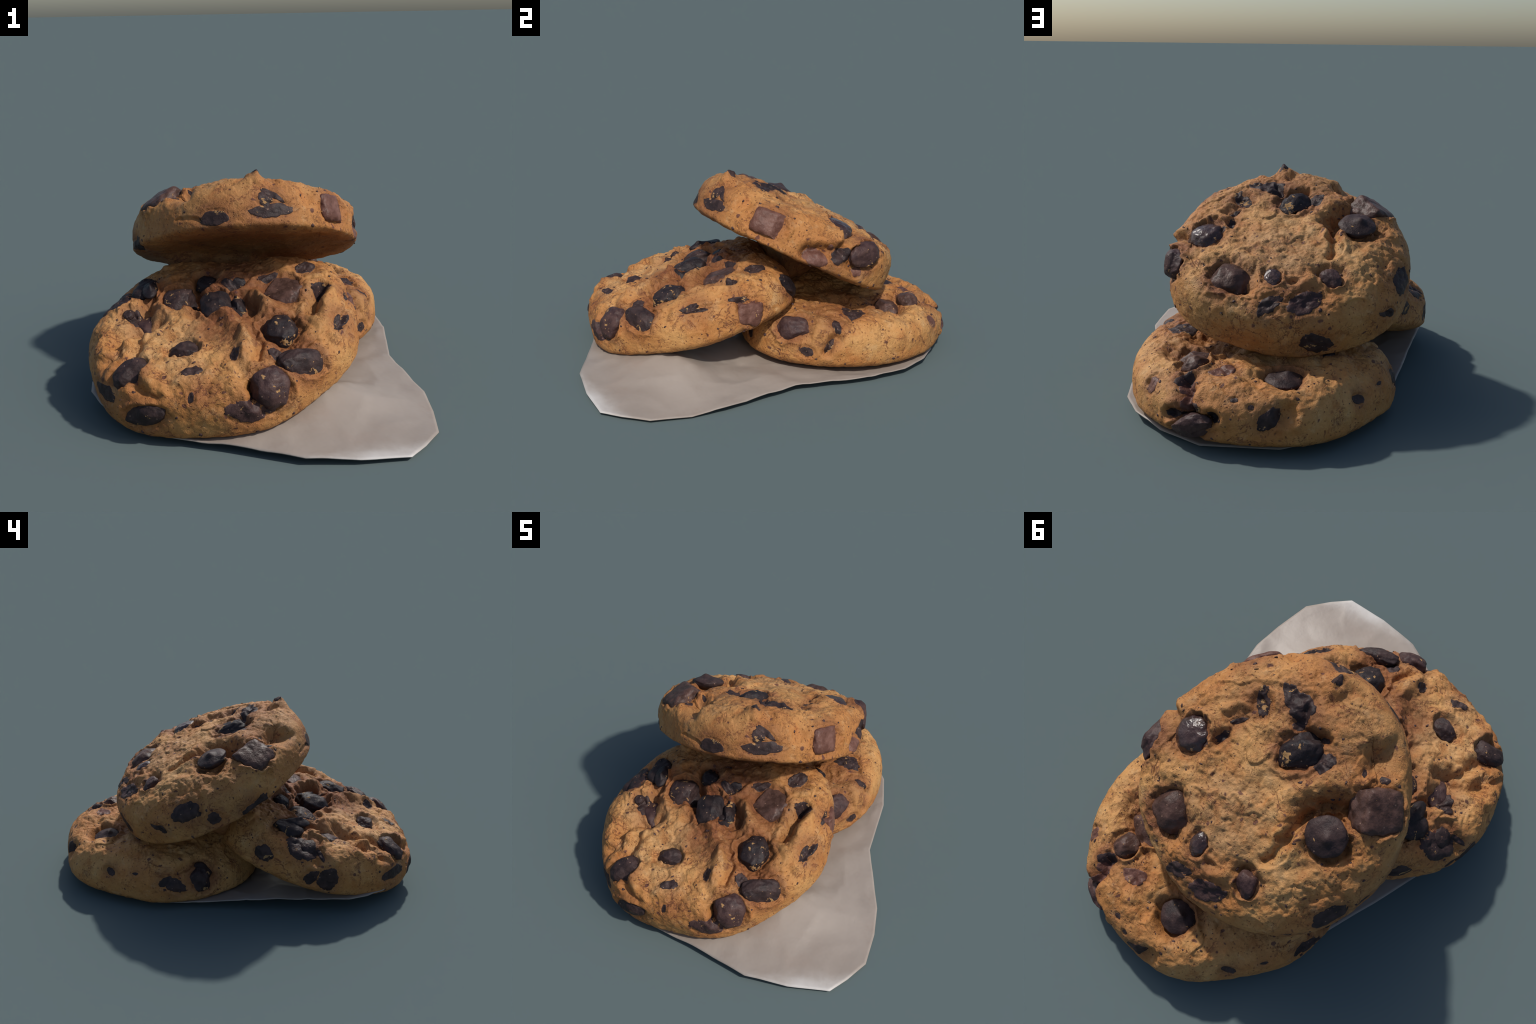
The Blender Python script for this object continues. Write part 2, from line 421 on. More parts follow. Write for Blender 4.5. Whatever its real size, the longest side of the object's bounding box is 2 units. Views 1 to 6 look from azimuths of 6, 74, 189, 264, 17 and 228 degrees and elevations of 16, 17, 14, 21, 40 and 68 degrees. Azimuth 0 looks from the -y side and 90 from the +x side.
# ----------------------------------------------------------------------------
# node helpers
# ----------------------------------------------------------------------------
class Nodes:
    def __init__(self, name):
        self.mat = bpy.data.materials.new(name)
        self.mat.use_nodes = True
        self.t = self.mat.node_tree
        self.bsdf = self.t.nodes["Principled BSDF"]

    def add(self, kind, **kw):
        n = self.t.nodes.new("ShaderNode" + kind)
        for k, v in kw.items():
            setattr(n, k, v)
        return n

    def set(self, sock, v):
        if hasattr(v, "is_output") or isinstance(v, bpy.types.NodeSocket):
            self.t.links.new(v, sock)
        else:
            sock.default_value = v

    def math(self, op, a, b=0.0, c=None, clamp=False):
        n = self.add("Math", operation=op, use_clamp=clamp)
        self.set(n.inputs[0], a)
        self.set(n.inputs[1], b)
        if c is not None:
            self.set(n.inputs[2], c)
        return n.outputs[0]

    def ramp(self, x, lo, hi, to0=0.0, to1=1.0):
        n = self.add("MapRange", interpolation_type="SMOOTHSTEP")
        for i, v in enumerate((x, lo, hi, to0, to1)):
            self.set(n.inputs[i], v)
        return n.outputs[0]

    def mix(self, f, a, b, blend="MIX"):
        n = self.add("Mix", data_type="RGBA", blend_type=blend)
        self.set(n.inputs[0], f)
        for i, v in ((6, a), (7, b)):
            self.set(n.inputs[i], v if not isinstance(v, tuple) else (*v, 1.0))
        return n.outputs[2]

    def noise(self, vec, scale, detail=3.0, rough=0.55, warp=0.0):
        n = self.add("TexNoise")
        self.set(n.inputs["Vector"], vec)
        n.inputs["Scale"].default_value = scale
        n.inputs["Detail"].default_value = detail
        n.inputs["Roughness"].default_value = rough
        n.inputs["Distortion"].default_value = warp
        return n.outputs["Fac"], n.outputs["Color"]

    def voronoi(self, vec, scale, feature="F1", rand=1.0):
        n = self.add("TexVoronoi", feature=feature)
        self.set(n.inputs["Vector"], vec)
        n.inputs["Scale"].default_value = scale
        n.inputs["Randomness"].default_value = rand
        return n

    def vmath(self, op, a, b=None):
        n = self.add("VectorMath", operation=op)
        self.set(n.inputs[0], a)
        if b is not None:
            if op == "SCALE":
                self.set(n.inputs["Scale"], b)
            else:
                self.set(n.inputs[1], b)
        return n

    def bump(self, h, dist, strength=1.0, normal=None):
        n = self.add("Bump")
        n.inputs["Strength"].default_value = strength
        n.inputs["Distance"].default_value = dist
        self.set(n.inputs["Height"], h)
        if normal is not None:
            self.set(n.inputs["Normal"], normal)
        return n.outputs[0]


def dough_material(name, halos, brown_areas, rifts, pales, seed):
    N = Nodes(name)
    co = N.add("TexCoord").outputs["Object"]
    turn = N.add("Mapping")
    turn.inputs["Rotation"].default_value = (0.63, 0.41, 0.92)
    turn.inputs["Location"].default_value = (seed * 3.13, seed * 1.71, seed * 2.37)
    N.set(turn.inputs["Vector"], co)
    shifted = turn.outputs[0]
    wf, wc = N.noise(shifted, 9, 3)
    centred = N.vmath("SUBTRACT", wc, (0.5, 0.5, 0.5)).outputs[0]
    warped = N.vmath("ADD", shifted, N.vmath("SCALE", centred, 0.10).outputs[0]).outputs[0]

    broad, _ = N.noise(shifted, 3.2, 4, 0.6)
    mid, _ = N.noise(shifted, 13, 5, 0.65)
    fine, _ = N.noise(shifted, 75, 4, 0.7)
    grain, _ = N.noise(shifted, 210, 3, 0.7)

    col = N.mix(N.ramp(broad, 0.36, 0.66), (0.415, 0.176, 0.050), (0.495, 0.256, 0.088))
    col = N.mix(N.math("MULTIPLY", N.ramp(mid, 0.50, 0.72), 0.75), col, (0.360, 0.130, 0.034))
    col = N.mix(N.math("MULTIPLY", N.ramp(mid, 0.46, 0.28), 0.55), col, (0.535, 0.335, 0.158))

    # butter and chocolate stain round the pieces
    edge_wobble = N.math("MULTIPLY", N.math("SUBTRACT", mid, 0.5), 0.10)
    stain = None
    for (p, r, k) in halos:
        d = N.math("ADD", N.vmath("DISTANCE", co, tuple(p)).outputs["Value"], edge_wobble)
        m = N.ramp(d, r + 0.055, r - 0.020, 0.0, k)
        stain = m if stain is None else N.math("MAXIMUM", stain, m)
    stain = N.math("MULTIPLY", stain, N.ramp(broad, 0.30, 0.62, 0.45, 1.0))
    col = N.mix(stain, col, (0.190, 0.060, 0.022))
    wide = None
    for (p, r, k) in brown_areas:
        d = N.math("ADD", N.vmath("DISTANCE", co, tuple(p)).outputs["Value"], edge_wobble)
        m = N.ramp(d, r * 1.15, r * 0.35, 0.0, k)
        wide = m if wide is None else N.math("MAXIMUM", wide, m)
    deep = None
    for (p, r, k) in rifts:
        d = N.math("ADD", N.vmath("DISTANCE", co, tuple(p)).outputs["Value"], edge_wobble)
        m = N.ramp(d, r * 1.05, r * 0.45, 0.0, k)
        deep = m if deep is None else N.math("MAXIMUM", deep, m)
    pale = None
    for (p, r, k) in pales:
        d = N.math("ADD", N.vmath("DISTANCE", co, tuple(p)).outputs["Value"], edge_wobble)
        m = N.ramp(d, r * 1.2, r * 0.3, 0.0, k)
        pale = m if pale is None else N.math("MAXIMUM", pale, m)
    patchy = N.math("MULTIPLY", wide, N.ramp(mid, 0.30, 0.58, 0.45, 1.0))
    col = N.mix(N.math("MULTIPLY", pale, N.ramp(mid, 0.66, 0.40, 0.25, 1.0)), col, (0.545, 0.320, 0.135))
    col = N.mix(patchy, col, (0.160, 0.052, 0.019))
    col = N.mix(deep, col, (0.145, 0.048, 0.020))  # dough tinted darker along crevices to bake in their shading

    # crackle: thin wandering lines that come and go, and red-brown smudges along them
    l1, _ = N.noise(shifted, 7.0, 6, 0.62, 0.6)
    where, _ = N.noise(shifted, 5.0, 3, 0.6)
    there = N.ramp(where, 0.46, 0.62)
    line = N.math("ABSOLUTE", N.math("SUBTRACT", l1, 0.5))
    crack = N.math("MULTIPLY", N.ramp(line, 0.012, 0.003), there)
    smudge = N.math("MULTIPLY", N.ramp(line, 0.045, 0.005), there)
    l2, _ = N.noise(warped, 34, 4, 0.65, 0.5)
    where2, _ = N.noise(shifted, 12, 3, 0.6)
    line2 = N.math("ABSOLUTE", N.math("SUBTRACT", l2, 0.5))
    crack2 = N.math("MULTIPLY", N.ramp(line2, 0.026, 0.006), N.ramp(where2, 0.48, 0.66, 0.0, 0.8))
    cracks = N.math("MAXIMUM", crack, crack2)
    col = N.mix(N.math("MULTIPLY", smudge, 0.28), col, (0.300, 0.100, 0.035))
    col = N.mix(N.math("MULTIPLY", cracks, 0.70), col, (0.130, 0.042, 0.026))

    # chocolate dust and pores
    v = N.voronoi(warped, 24)
    keep = N.math("GREATER_THAN", N.add("SeparateColor").outputs[0], 0.5)
    sep = N.t.nodes[-2]
    N.set(sep.inputs[0], v.outputs["Color"])
    keep = N.ramp(sep.outputs[0], 0.74, 0.80)
    fleck = N.math("MULTIPLY", N.ramp(v.outputs["Distance"], 0.26, 0.16), keep)
    col = N.mix(N.math("MULTIPLY", fleck, 0.85), col, (0.085, 0.030, 0.026))
    v2 = N.voronoi(warped, 75)
    sep2 = N.add("SeparateColor")
    N.set(sep2.inputs[0], v2.outputs["Color"])
    pore = N.math("MULTIPLY", N.ramp(v2.outputs["Distance"], 0.36, 0.18), N.ramp(sep2.outputs[1], 0.62, 0.76))
    col = N.mix(N.math("MULTIPLY", pore, 0.75), col, (0.165, 0.055, 0.024))

    shade = N.math("ADD", N.math("MULTIPLY", fine, 0.46), N.math("MULTIPLY", grain, 0.36))
    shade = N.math("ADD", shade, 0.60)
    tone = N.add("CombineColor")
    for i in range(3):
        N.set(tone.inputs[i], shade)
    col = N.mix(1.0, col, tone.outputs[0], "MULTIPLY")
    N.set(N.bsdf.inputs["Base Color"], col)
    N.bsdf.inputs["Roughness"].default_value = 0.62
    N.bsdf.inputs["Specular IOR Level"].default_value = 0.28

    h = N.math("ADD", N.math("MULTIPLY", fine, 1.0), N.math("MULTIPLY", grain, 0.35))
    h = N.math("SUBTRACT", h, N.math("MULTIPLY", cracks, 0.8))
    h = N.math("SUBTRACT", h, N.math("MULTIPLY", pore, 0.5))
    N.set(N.bsdf.inputs["Normal"], N.bump(h, 0.007, 0.7))
    return N.mat


def chocolate_material(kind):
    a, b, rough, residue = CHOCOLATE[kind]
    N = Nodes("chocolate_" + kind)
    co = N.add("TexCoord").outputs["Object"]
    rnd = N.add("ObjectInfo").outputs["Random"]
    off = N.add("CombineXYZ")
    for i in range(3):
        N.set(off.inputs[i], N.math("MULTIPLY", rnd, 17.0 + 9 * i))
    p = N.vmath("ADD", co, off.outputs[0]).outputs[0]
    n1, _ = N.noise(p, 22, 4, 0.6)
    n2, _ = N.noise(p, 120, 3, 0.6)
    col = N.mix(N.ramp(n1, 0.36, 0.68), a, b)
    # dough left sticking on the chocolate
    n3, _ = N.noise(p, 16, 4, 0.62, 0.4)
    n4, _ = N.noise(p, 60, 3, 0.6)
    smear = N.math("ADD", n3, N.math("MULTIPLY", N.math("SUBTRACT", n4, 0.5), 0.35))
    cut = N.math("SUBTRACT", 0.68, N.math("MULTIPLY", rnd, 0.14 * residue))
    m = N.ramp(smear, cut, N.math("ADD", cut, 0.03), 0.0, 0.85)
    col = N.mix(m, col, (0.42, 0.235, 0.095))
    v = N.voronoi(p, 60)
    sep = N.add("SeparateColor")
    N.set(sep.inputs[0], v.outputs["Color"])
    dust = N.math("MULTIPLY", N.ramp(v.outputs["Distance"], 0.22, 0.10), N.ramp(sep.outputs[0], 0.86, 0.90))
    col = N.mix(N.math("MULTIPLY", dust, 0.7), col, (0.36, 0.22, 0.15))
    N.set(N.bsdf.inputs["Base Color"], col)
    N.set(N.bsdf.inputs["Roughness"], N.math("ADD", rough, N.math("MULTIPLY", m, 0.35)))
    N.bsdf.inputs["Specular IOR Level"].default_value = 0.45 if kind == "gloss" else 0.20
    h = N.math("ADD", n1, N.math("MULTIPLY", n2, 0.3))
    N.set(N.bsdf.inputs["Normal"], N.bump(N.math("ADD", h, N.math("MULTIPLY", m, 0.25)), 0.010, 0.6))
    return N.mat


def paper_material():
    N = Nodes("baking_paper")
    co = N.add("TexCoord").outputs["Object"]
    a, _ = N.noise(co, 2.2, 4, 0.55)
    b, _ = N.noise(co, 7.5, 4, 0.55)
    c, _ = N.noise(co, 70, 3, 0.6)
    col = N.mix(N.ramp(a, 0.35, 0.65), (0.272, 0.226, 0.190), (0.312, 0.264, 0.226))
    col = N.mix(N.math("MULTIPLY", N.ramp(b, 0.52, 0.72), 0.6), col, (0.270, 0.215, 0.178))
    col = N.mix(N.math("MULTIPLY", c, 0.18), col, (0.335, 0.295, 0.252))
    # bright sheen on the loose corner, painted in as a whiter margin
    sep = N.add("SeparateXYZ")
    N.set(sep.inputs[0], co)
    d = N.math("ADD", N.math("MULTIPLY", sep.outputs[0], 0.35), N.math("MULTIPLY", sep.outputs[1], -0.94))
    d = N.math("ADD", d, N.math("MULTIPLY", N.math("SUBTRACT", b, 0.5), 0.12))
    col = N.mix(N.ramp(d, 0.98, 1.09, 0.0, 0.65), col, (0.66, 0.64, 0.61))
    N.set(N.bsdf.inputs["Base Color"], col)
    N.bsdf.inputs["Roughness"].default_value = 0.48
    N.bsdf.inputs["Specular IOR Level"].default_value = 0.35
    N.set(N.bsdf.inputs["Normal"], N.bump(N.math("ADD", b, N.math("MULTIPLY", c, 0.05)), 0.02, 0.25))
    return N.mat


# ----------------------------------------------------------------------------
# dough
# ----------------------------------------------------------------------------
def relief_height(q, P, seed):
    warp = np.stack([noise(P, 11, seed + 31 + i) * 0.022 + noise(P, 30, seed + 51 + i) * 0.010 for i in range(3)], -1)
    W = P + warp
    total = np.zeros(len(P))
    for kind, path, rad, amp in q["relief"]:
        pts = [spot(q, az, an)[0] for az, an in path]
        d = path_distance(W, pts) / rad
        if kind == "hollow":
            total += 1.35 * amp * smooth(d, 1.45, 0.10)
        elif kind == "crevice":
            total += 1.7 * amp * np.exp(-(d * 1.15) ** 2)
            total -= amp * 0.25 * np.exp(-((d - 1.9) * 1.3) ** 2)
        elif kind == "belly":
            total += amp * np.exp(-(d * 1.05) ** 2) * smooth(P[:, 2], 0.06, 0.01)
        elif kind == "ridge":
            total += amp * np.exp(-(d * 1.05) ** 2)
        else:
            total += amp * np.exp(-(d * 1.15) ** 2)
    return total


def dough_surface(q, seed):
    d = FINE
    th = np.arctan2(d[:, 1], d[:, 0])
    ph = even_profile(q, (d[:, 2] + 1) / 2)
    P = body_point(q, th, ph)
    _, _, n = body_normal(q, th, ph)
    pole = np.abs(ph) > math.radians(89.5)
    n[pole] = np.stack([0 * ph[pole], 0 * ph[pole], np.sign(ph[pole])], -1)
    up = smooth(ph, math.radians(8), math.radians(45))          # rough top, smoother side
    under = smooth(ph, math.radians(-25), math.radians(-55))
    lump = noise(P, 5.5, seed) * 0.007 + noise(P, 12, seed + 1) * 0.012
    rip = 1 - np.abs(noise(P + 0.03 * noise(P, 9, seed + 8)[:, None], 10, seed + 2)) * 2
    rip = np.maximum(0, rip - 0.55) ** 1.5
    pebble = noise(P, 26, seed + 3) * 0.0055 + noise(P, 55, seed + 4) * 0.0026 + noise(P, 105, seed + 5) * 0.0013
    crumb = np.maximum(0, noise(P, 34, seed + 6) - 0.12) * 0.010
    h = lump * (0.30 + 0.70 * up) * (1 - 0.6 * under)
    h += pebble * (0.55 + 0.55 * up) - crumb * (0.25 + 0.75 * up) * (1 - under)
    h -= rip * 0.012 * up
    # torn ledges: the crust breaks in small steps
    torn = noise(P, 4.5, seed + 21)
    ledge = smooth(noise(P + 0.02 * noise(P, 22, seed + 22)[:, None], 8.5, seed + 23), -0.05, 0.06) - 0.5
    chip_ledge = smooth(noise(P + 0.012 * noise(P, 45, seed + 24)[:, None], 19, seed + 25), 0.02, 0.12) - 0.3
    h += up * (0.010 * ledge * smooth(torn, -0.15, 0.25) + 0.005 * chip_ledge * smooth(-torn, -0.30, 0.15))
    h += relief_height(q, P, seed)
    w0, total, share = 0.12, 0.0 * np.ones(len(P)), 0.12 * np.ones(len(P))
    for az, an, off in q["settle"]:
        w = np.exp(-(((P - spot(q, az, an)[0]) ** 2).sum(1)) / 0.095 ** 2)
        total += w * off
        share += w
    h += 0.85 * total / share * smooth(ph, math.radians(18), math.radians(48)) + 0.003 - 0.006 * up
    return P, n, h


# ----------------------------------------------------------------------------
# chocolate pieces
# ----------------------------------------------------------------------------
def lumpy_ball(rng, power, facets, wild=1.0):
    d = BALL
    k = (np.abs(d) ** power).sum(1) ** (-1 / power)
    S = d * k[:, None]
    for _ in range(facets):
        n = rng.normal(size=3)
        n[2] = abs(n[2]) * 0.8
        n /= np.linalg.norm(n)
        lim = rng.uniform(0.74, 0.94)
        over = np.maximum(0, S @ n - lim)
        S = S - 0.85 * over[:, None] * n
    o = rng.uniform(-20, 20, 3)
    S = S * (1 + 0.17 * wild * noise(S + o, 1.2, 5) + 0.07 * noise(S + o, 3.3, 6))[:, None]
    return S


def round_piece(rng, L, W, proud, power=2.3, facets=7):
    S = lumpy_ball(rng, power, facets, 0.35 if power > 3 else 1.0)
    depth = max(0.75 * min(L, W), proud * 0.75 + 0.012)
    V = S * np.array([L, W, depth])
    V[:, 2] += proud - depth
    return V


def drop_piece(rng, L, W, proud):
    d = BALL
    rho = np.hypot(d[:, 0], d[:, 1])
    o = rng.uniform(-20, 20, 3)
    wob = 1 + 0.10 * noise(d + o, 1.6, 7)
    top = 0.60 * np.sqrt(np.maximum(0, 1 - rho ** 2)) + 0.40 * np.exp(-(rho / 0.30) ** 2)
    z = np.where(d[:, 2] > 0, top * proud, d[:, 2] * 0.5 * min(L, W))
    lean = rng.uniform(-0.15, 0.15, 2) * np.maximum(z, 0)[:, None] * 2
    V = np.stack([d[:, 0] * L * wob + lean[:, 0], d[:, 1] * W * wob + lean[:, 1], z], -1)
    return V


def flat_piece(rng, L, W, proud, frame, origin, tree):
    """A thin shard lying in the crust: follows the dough under it."""
    e1, e2, n = frame
    NR, NA = 12, 56
    ang = np.linspace(0, 2 * math.pi, NA, endpoint=False)
    o = rng.uniform(-30, 30, 3)
    ring = np.stack([np.cos(ang), np.sin(ang), 0 * ang], -1)
    reach = 1.02 + 0.30 * noise(ring + o, 1.3, 11) + 0.17 * noise(ring + o, 3.1, 12) + 0.10 * noise(ring + o, 7.0, 13)
    V, F = [], []
    lift = 0.12
    def ground(u, v):
        p = origin + e1 * u * L + e2 * v * W
        hit = tree.ray_cast(Vector(p + n * lift), Vector(-n), 0.30)
        return np.array(hit[0][:]) if hit[0] is not None else p
    grid = np.array([[i / NR * reach[j] for j in range(NA)] for i in range(1, NR + 1)])
    centre = ground(0, 0)
    tops = [centre]
    rs = [0.0]
    for i in range(NR):
        for j in range(NA):
            tops.append(ground(grid[i, j] * math.cos(ang[j]), grid[i, j] * math.sin(ang[j])))
            rs.append((i + 1) / NR)
    tops, rs = np.array(tops), np.array(rs)
    crown = (0.0010 + 0.20 * proud) * np.sqrt(np.maximum(0, 1 - rs ** 6)) - 0.004 * (rs > 0.99)
    crown = crown + 0.0022 * noise(tops + o, 30, 14) * (rs < 0.95)
    T = tops + n * crown[:, None]
    Bm = tops - n * (0.016 * (1 - 0.5 * rs))[:, None]
    count = len(T)
    V = np.concatenate([T, Bm])
    def idx(i, j):
        return 1 + (i - 1) * NA + j % NA
    for j in range(NA):
        F.append((0, idx(1, j), idx(1, j + 1)))
        F.append((count, count + idx(1, j + 1), count + idx(1, j)))
        for i in range(1, NR):
            F.append((idx(i, j), idx(i + 1, j), idx(i + 1, j + 1), idx(i, j + 1)))
            F.append((count + idx(i, j), count + idx(i, j + 1), count + idx(i + 1, j + 1), count + idx(i + 1, j)))
        F.append((idx(NR, j), count + idx(NR, j), count + idx(NR, j + 1), idx(NR, j + 1)))
    return V, F


def scatter_crumbs(q, rng, tree, near):
    """Small splinters of chocolate lying in the crust, denser round the big pieces."""
    V, F, base = [], [], 0
    NA = 11
    ang = np.linspace(0, 2 * math.pi, NA, endpoint=False)
    for k in range(150):
        if k < 70 and near:
            kind, tone, s, e1, e2, nn, L, W, proud = near[int(rng.integers(len(near)))]
            a = rng.uniform(0, 2 * math.pi)
            reach = rng.uniform(1.25, 2.1)
            p0 = s + e1 * L * reach * math.cos(a) + e2 * W * reach * math.sin(a)
            n = nn
        else:
            p0, _, _, n = spot(q, rng.uniform(0, 360), math.degrees(math.asin(rng.uniform(-0.35, 1.0))))
        size = 0.0035 + 0.0085 * rng.random() ** 2.2
        t = np.cross(n, rng.normal(size=3))
        t /= np.linalg.norm(t)
        b = np.cross(n, t)
        hit = tree.ray_cast(Vector(p0 + n * 0.08), Vector(-n), 0.2)
        if hit[0] is None:
            continue
        c, m = np.array(hit[0][:]), np.array(hit[1][:])
        m = m if m @ n > 0 else -m
        stretch = rng.uniform(0.45, 1.0)
        pts = [c + m * size * 0.30]
        for ring, up in ((0.6, 0.24), (1.0, -0.25)):
            for j in range(NA):
                r = size * ring * (1 + 0.35 * rng.uniform(-1, 1))
                pts.append(c + t * r * math.cos(ang[j]) + b * r * stretch * math.sin(ang[j]) + m * size * up)
        pts.append(c - m * size * 0.8)
        V += pts
        for j in range(NA):
            i, k2 = j, (j + 1) % NA
            F.append((base, base + 1 + i, base + 1 + k2))
            F.append((base + 1 + i, base + 1 + NA + i, base + 1 + NA + k2, base + 1 + k2))
            F.append((base + 1 + NA + i, base + 1 + 2 * NA, base + 1 + NA + k2))
        base += len(pts)
    return np.array(V), F


PIECE_NAME = {"round": "chocolate_chip", "drop": "chocolate_chip", "chunk": "chocolate_chunk", "flat": "chocolate_shard"}
LABELS = {
    "leaning_front": "thick golden cookie leaning forward, studded with dark chocolate",
    "top": "thick golden chocolate chip cookie tilted on top of the stack",
    "rear": "thick golden chocolate chip cookie lying flat at the back",
}
CHOC = {k: chocolate_material(k) for k in CHOCOLATE}


def build_cookie(key, seed):
    q = dict(COOKIES[key], settle=SETTLE[key])
    rng = np.random.default_rng(100 + seed)
    root = bpy.data.objects.new("cookie", None)
    root.empty_display_size = 0.2
    bpy.context.scene.collection.objects.link(root)
    axis = Vector((q["tilt"][0], q["tilt"][1], 0))
    root.location = q["centre"]
    root.rotation_mode = "QUATERNION"
    root.rotation_quaternion = Matrix.Rotation(axis.length, 3, axis.normalized() if axis.length > 1e-6 else Vector((0, 0, 1))).to_quaternion()
    root["label"] = LABELS[key]
    root["category"] = "cookie"

    P, n, h = dough_surface(q, seed)
    V0 = P + n * h[:, None]
    tree = BVHTree.FromPolygons(V0.tolist(), FINE_FACES.tolist())

    placed, pit = [], np.zeros(len(P))
    for kind, az, an, L, W, turn, proud, tone in q["pieces"]:
        proud *= 0.75
        if kind != "flat":
            L, W = L * 1.08 + 0.003, W * 1.08 + 0.003
        p, et, ep, nn = spot(q, az, an)
        t = math.radians(turn)
        e1 = et * math.cos(t) + ep * math.sin(t)
        e2 = np.cross(nn, e1)
        hit = tree.ray_cast(Vector(p + nn * 0.12), Vector(-nn), 0.3)
        s = np.array(hit[0][:]) if hit[0] is not None else p
        placed.append((kind, tone, s, e1, e2, nn, L, W, proud))
        D = P - p
        u, v, near = D @ e1, D @ e2, smooth(np.abs(D @ nn), 0.14, 0.09)
        if kind == "flat":
            r = np.hypot(u / (L + 0.004), v / (W + 0.004)) + 0.25 * noise(P, 24, seed + 40)
            pit -= 0.0045 * smooth(r, 1.30, 0.95) * near
        else:
            r = np.hypot(u / (L + 0.006), v / (W + 0.006))
            r = r + 0.22 * noise(P, 16, seed + 41) + 0.16 * noise(P, 40, seed + 42)
            a0 = rng.uniform(0, 2 * math.pi)
            face = (u / L * math.cos(a0) + v / W * math.sin(a0)) / (np.hypot(u / L, v / W) + 1e-6)
            gap = smooth(face, -0.1, 0.7)
            lip = smooth(face, 0.1, -0.7)
            pit -= (0.006 + 0.40 * proud) * smooth(r, 1.10, 0.85) * near
            pit -= (0.010 + 0.35 * proud) * gap * np.exp(-((r - 1.08) / 0.20) ** 2) * near
            pit += (0.006 + 0.42 * proud) * lip * np.exp(-((r - 1.02) / 0.20) ** 2) * near
    V = P + n * (h + pit)[:, None]

    turned = np.array(root.rotation_quaternion.to_matrix())          # nothing sinks through the paper
    low = V @ turned.T[:, 2] + q["centre"][2]
    V = V + np.maximum(0, 0.006 - low)[:, None] * turned[2]

    halos = [(s, 0.95 * max(L, W) if kind != "flat" else 0.95 * max(L, W), 0.80 if kind != "flat" else 0.6)
             for kind, tone, s, e1, e2, nn, L, W, proud in placed]
    rifts = []
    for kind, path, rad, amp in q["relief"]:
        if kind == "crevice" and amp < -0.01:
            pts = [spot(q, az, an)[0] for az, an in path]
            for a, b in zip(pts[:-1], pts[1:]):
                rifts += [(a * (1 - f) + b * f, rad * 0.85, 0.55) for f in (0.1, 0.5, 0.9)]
    rifts += [(spot(q, az, an)[0], r, k) for az, an, r, k in UNDERSIDE_SHADE[key]]
    pales = [(spot(q, az, an)[0], r, k) for az, an, r, k in PALE[key]]
    brown_areas = [(spot(q, az, an)[0], r, k) for az, an, r, k in BROWN_AREAS[key]]
    mesh_object("dough", V, FINE_FACES, dough_material("dough_" + key, halos, brown_areas, rifts, pales, seed), root)

    tree = BVHTree.FromPolygons(V.tolist(), FINE_FACES.tolist())
    crumbs = scatter_crumbs(q, rng, tree, [x for x in placed if x[0] != "flat"])
    ob = mesh_object("chocolate_crumb", crumbs[0], crumbs[1], CHOC["plum"], root)
    ob["kind"] = "stuff"
    for kind, tone, s, e1, e2, nn, L, W, proud in placed:
        if kind == "flat":
            PV, PF = flat_piece(rng, L, W, proud, (e1, e2, nn), s, tree)
            PV = PV - s
        else:
            if kind == "round":
                S = round_piece(rng, L, W, proud, 2.3, 0 if tone == "gloss" else int(rng.integers(2, 8)))
            elif kind == "chunk":
                S = round_piece(rng, L, W, proud, 5.5, 1)
            else:
                S = drop_piece(rng, L, W, proud)
            PV = S[:, :1] * e1 + S[:, 1:2] * e2 + S[:, 2:] * nn
            PF = BALL_FACES
        mesh_object(PIECE_NAME[kind], PV, PF, CHOC[tone], root, loc=tuple(float(x) for x in s))
    return root


build_cookie("leaning_front", 1)
build_cookie("top", 4)
build_cookie("rear", 7)

# ----------------------------------------------------------------------------
# baking paper: torn outline (x, y, height of the edge), cut with straight-ish sides
# ----------------------------------------------------------------------------
EDGE = [(0.53, 0.60, 0.030), (0.578, 0.378, 0.030), (0.587, 0.0, 0.026), (0.717, -0.381, 0.019), (0.741, -0.537, 0.006),
        (0.743, -0.727, 0.011), (0.682, -0.845, 0.011), (0.622, -0.934, 0.012), (0.43, -0.980, 0.018), (0.226, -0.997, 0.024),
        (-0.069, -0.92, 0.026), (-0.36, -0.862, 0.024), (-0.51, -0.785, 0.042), (-0.63, -0.70, 0.075), (-0.70, -0.60, 0.085),
        (-0.725, -0.50, 0.085), (-0.70, -0.35, 0.075), (-0.68, -0.22, 0.067), (-0.662, -0.08, 0.062), (-0.647, 0.04, 0.053),
        (-0.63, 0.13, 0.042), (-0.605, 0.29, 0.028), (-0.56, 0.48, 0.010), (-0.43, 0.73, 0.002),
        (-0.20, 0.90, 0.002), (0.12, 0.93, 0.004), (0.30, 0.86, 0.020), (0.44, 0.75, 0.035)]

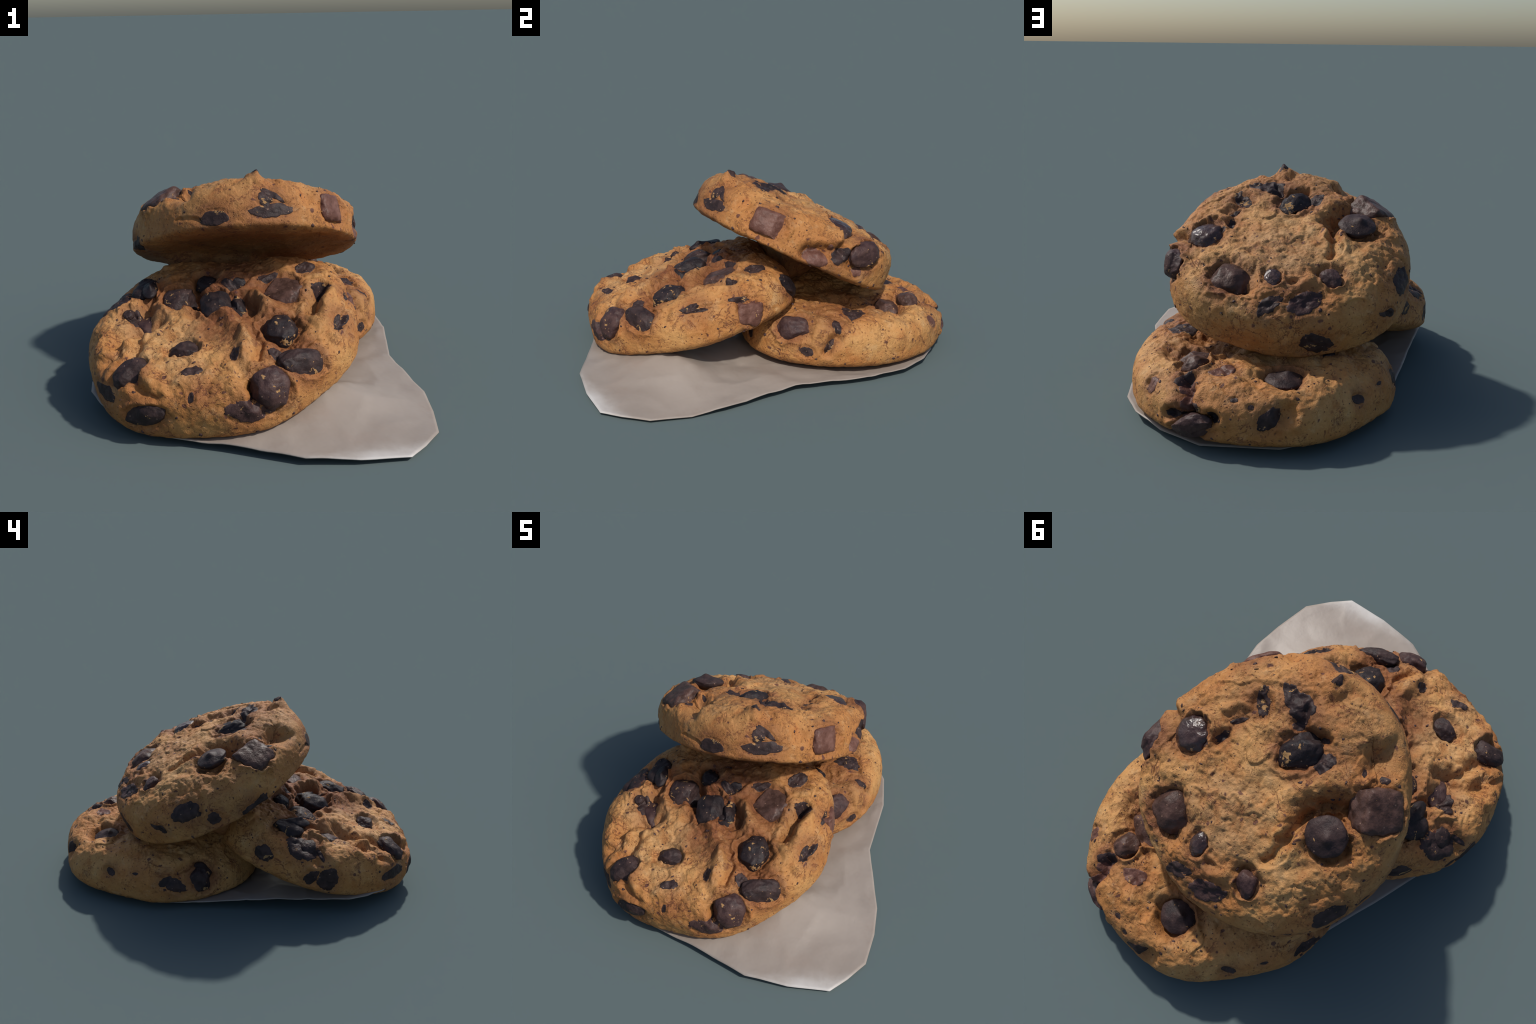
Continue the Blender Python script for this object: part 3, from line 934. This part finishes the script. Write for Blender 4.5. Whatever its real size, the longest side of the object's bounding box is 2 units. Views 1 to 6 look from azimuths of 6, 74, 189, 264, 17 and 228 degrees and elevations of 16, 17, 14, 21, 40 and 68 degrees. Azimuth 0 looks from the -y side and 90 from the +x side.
# where the sheet is lifted: it rises to the rim of the leaning cookie and lies flat under the rear one
SWELL = [(0.387, -0.471, 0.098), (0.33, -0.52, 0.112), (0.28, -0.60, 0.112), (0.21, -0.69, 0.092), (0.10, -0.77, 0.064), (-0.03, -0.82, 0.040),
         (-0.20, -0.83, 0.018), (0.44, -0.34, 0.034), (0.45, -0.14, 0.036), (0.50, 0.15, 0.030), (0.47, 0.40, 0.014),
         (0.55, -0.60, 0.034), (0.48, -0.75, 0.028), (0.36, -0.82, 0.036), (0.60, -0.42, 0.026), (0.20, -0.90, 0.034),
         (0.24, -0.38, 0.050), (0.30, -0.20, 0.015), (0.0, -0.50, 0.045), (-0.20, -0.62, 0.012), (-0.42, -0.66, 0.020), (0.0, -0.22, 0.050),
         (-0.50, -0.42, 0.070), (-0.46, -0.20, 0.060), (-0.30, -0.30, 0.050), (-0.50, 0.0, 0.036), (-0.52, 0.12, 0.026), (-0.30, 0.0, 0.010), (0.0, 0.40, 0.0), (0.30, 0.30, 0.0),
         (-0.30, 0.40, 0.0), (0.0, 0.70, 0.0), (0.22, 0.60, 0.0), (-0.20, 0.12, 0.0), (0.20, 0.05, 0.010)]


def build_paper():
    centre = np.array([0.02, -0.12])
    E = np.array(EDGE)
    per = 10
    rim = np.array([a + (b - a) * k / per for a, b in zip(E, np.roll(E, -1, 0)) for k in range(per)])
    n, rings = len(rim), 60
    ss = np.linspace(0, 1, rings + 1)[1:]
    xy = np.concatenate([centre[None]] + [centre + (rim[:, :2] - centre) * s for s in ss])
    # heights: a sheet stretched over the given points, each a slight fold
    K = np.concatenate([np.array(SWELL), rim[::5]])
    dist = np.linalg.norm(K[:, None, :2] - K[None, :, :2], axis=-1)
    weight = np.linalg.solve(np.block([[-dist, np.ones((len(K), 1))], [np.ones((1, len(K))), np.zeros((1, 1))]]),
                             np.concatenate([K[:, 2], [0.0]]))
    z = np.zeros(len(xy)) + weight[-1]
    for k, w in zip(K, weight[:-1]):
        z -= w * np.linalg.norm(xy - k[:2], axis=1)
    T = np.column_stack([xy, np.maximum(z, 0)])
    flat = np.column_stack([xy, np.zeros(len(xy))])
    fold = np.abs(noise(flat + 0.05 * noise(flat, 3, 61)[:, None], 4.2, 60)) * 0.010 + noise(flat, 9, 62) * 0.003
    # creases: ridges where neighbouring flats meet
    rng = np.random.default_rng(5)
    seeds = np.column_stack([rng.uniform(-0.75, 0.78, 70), rng.uniform(-1.02, 0.95, 70)])
    near = np.sort(np.linalg.norm(flat[:, None, :2] + 0.03 * noise(flat, 5, 63)[:, None, None] - seeds[None], axis=-1), axis=1)
    fold = fold + 0.005 * np.exp(-(near[:, 1] - near[:, 0]) / 0.05)
    T[:, 2] += np.maximum(0, fold) * smooth(T[:, 2], 0.0, 0.03)
    thick = 0.004
    T[:, 2] += thick
    Bt = T.copy()
    Bt[:, 2] -= thick
    low = Bt[:, 2].min()
    T[:, 2] -= low
    Bt[:, 2] -= low
    c = len(T)
    F = []
    idx = lambda i, j: 1 + (i - 1) * n + j % n
    for j in range(n):
        F.append((0, idx(1, j + 1), idx(1, j)))
        F.append((c, c + idx(1, j), c + idx(1, j + 1)))
        for i in range(1, rings):
            F.append((idx(i, j), idx(i, j + 1), idx(i + 1, j + 1), idx(i + 1, j)))
            F.append((c + idx(i, j), c + idx(i + 1, j), c + idx(i + 1, j + 1), c + idx(i, j + 1)))
        F.append((idx(rings, j), idx(rings, j + 1), c + idx(rings, j + 1), c + idx(rings, j)))
    ob = mesh_object("baking_paper_sheet", np.concatenate([T, Bt]), F, paper_material(), None)
    ob["label"] = "crumpled greyish sheet of baking paper under the cookies"
    ob["category"] = "baking paper"
    bm = bmesh.new()
    bm.from_mesh(ob.data)
    bmesh.ops.recalc_face_normals(bm, faces=bm.faces)
    bm.to_mesh(ob.data)
    bm.free()


build_paper()
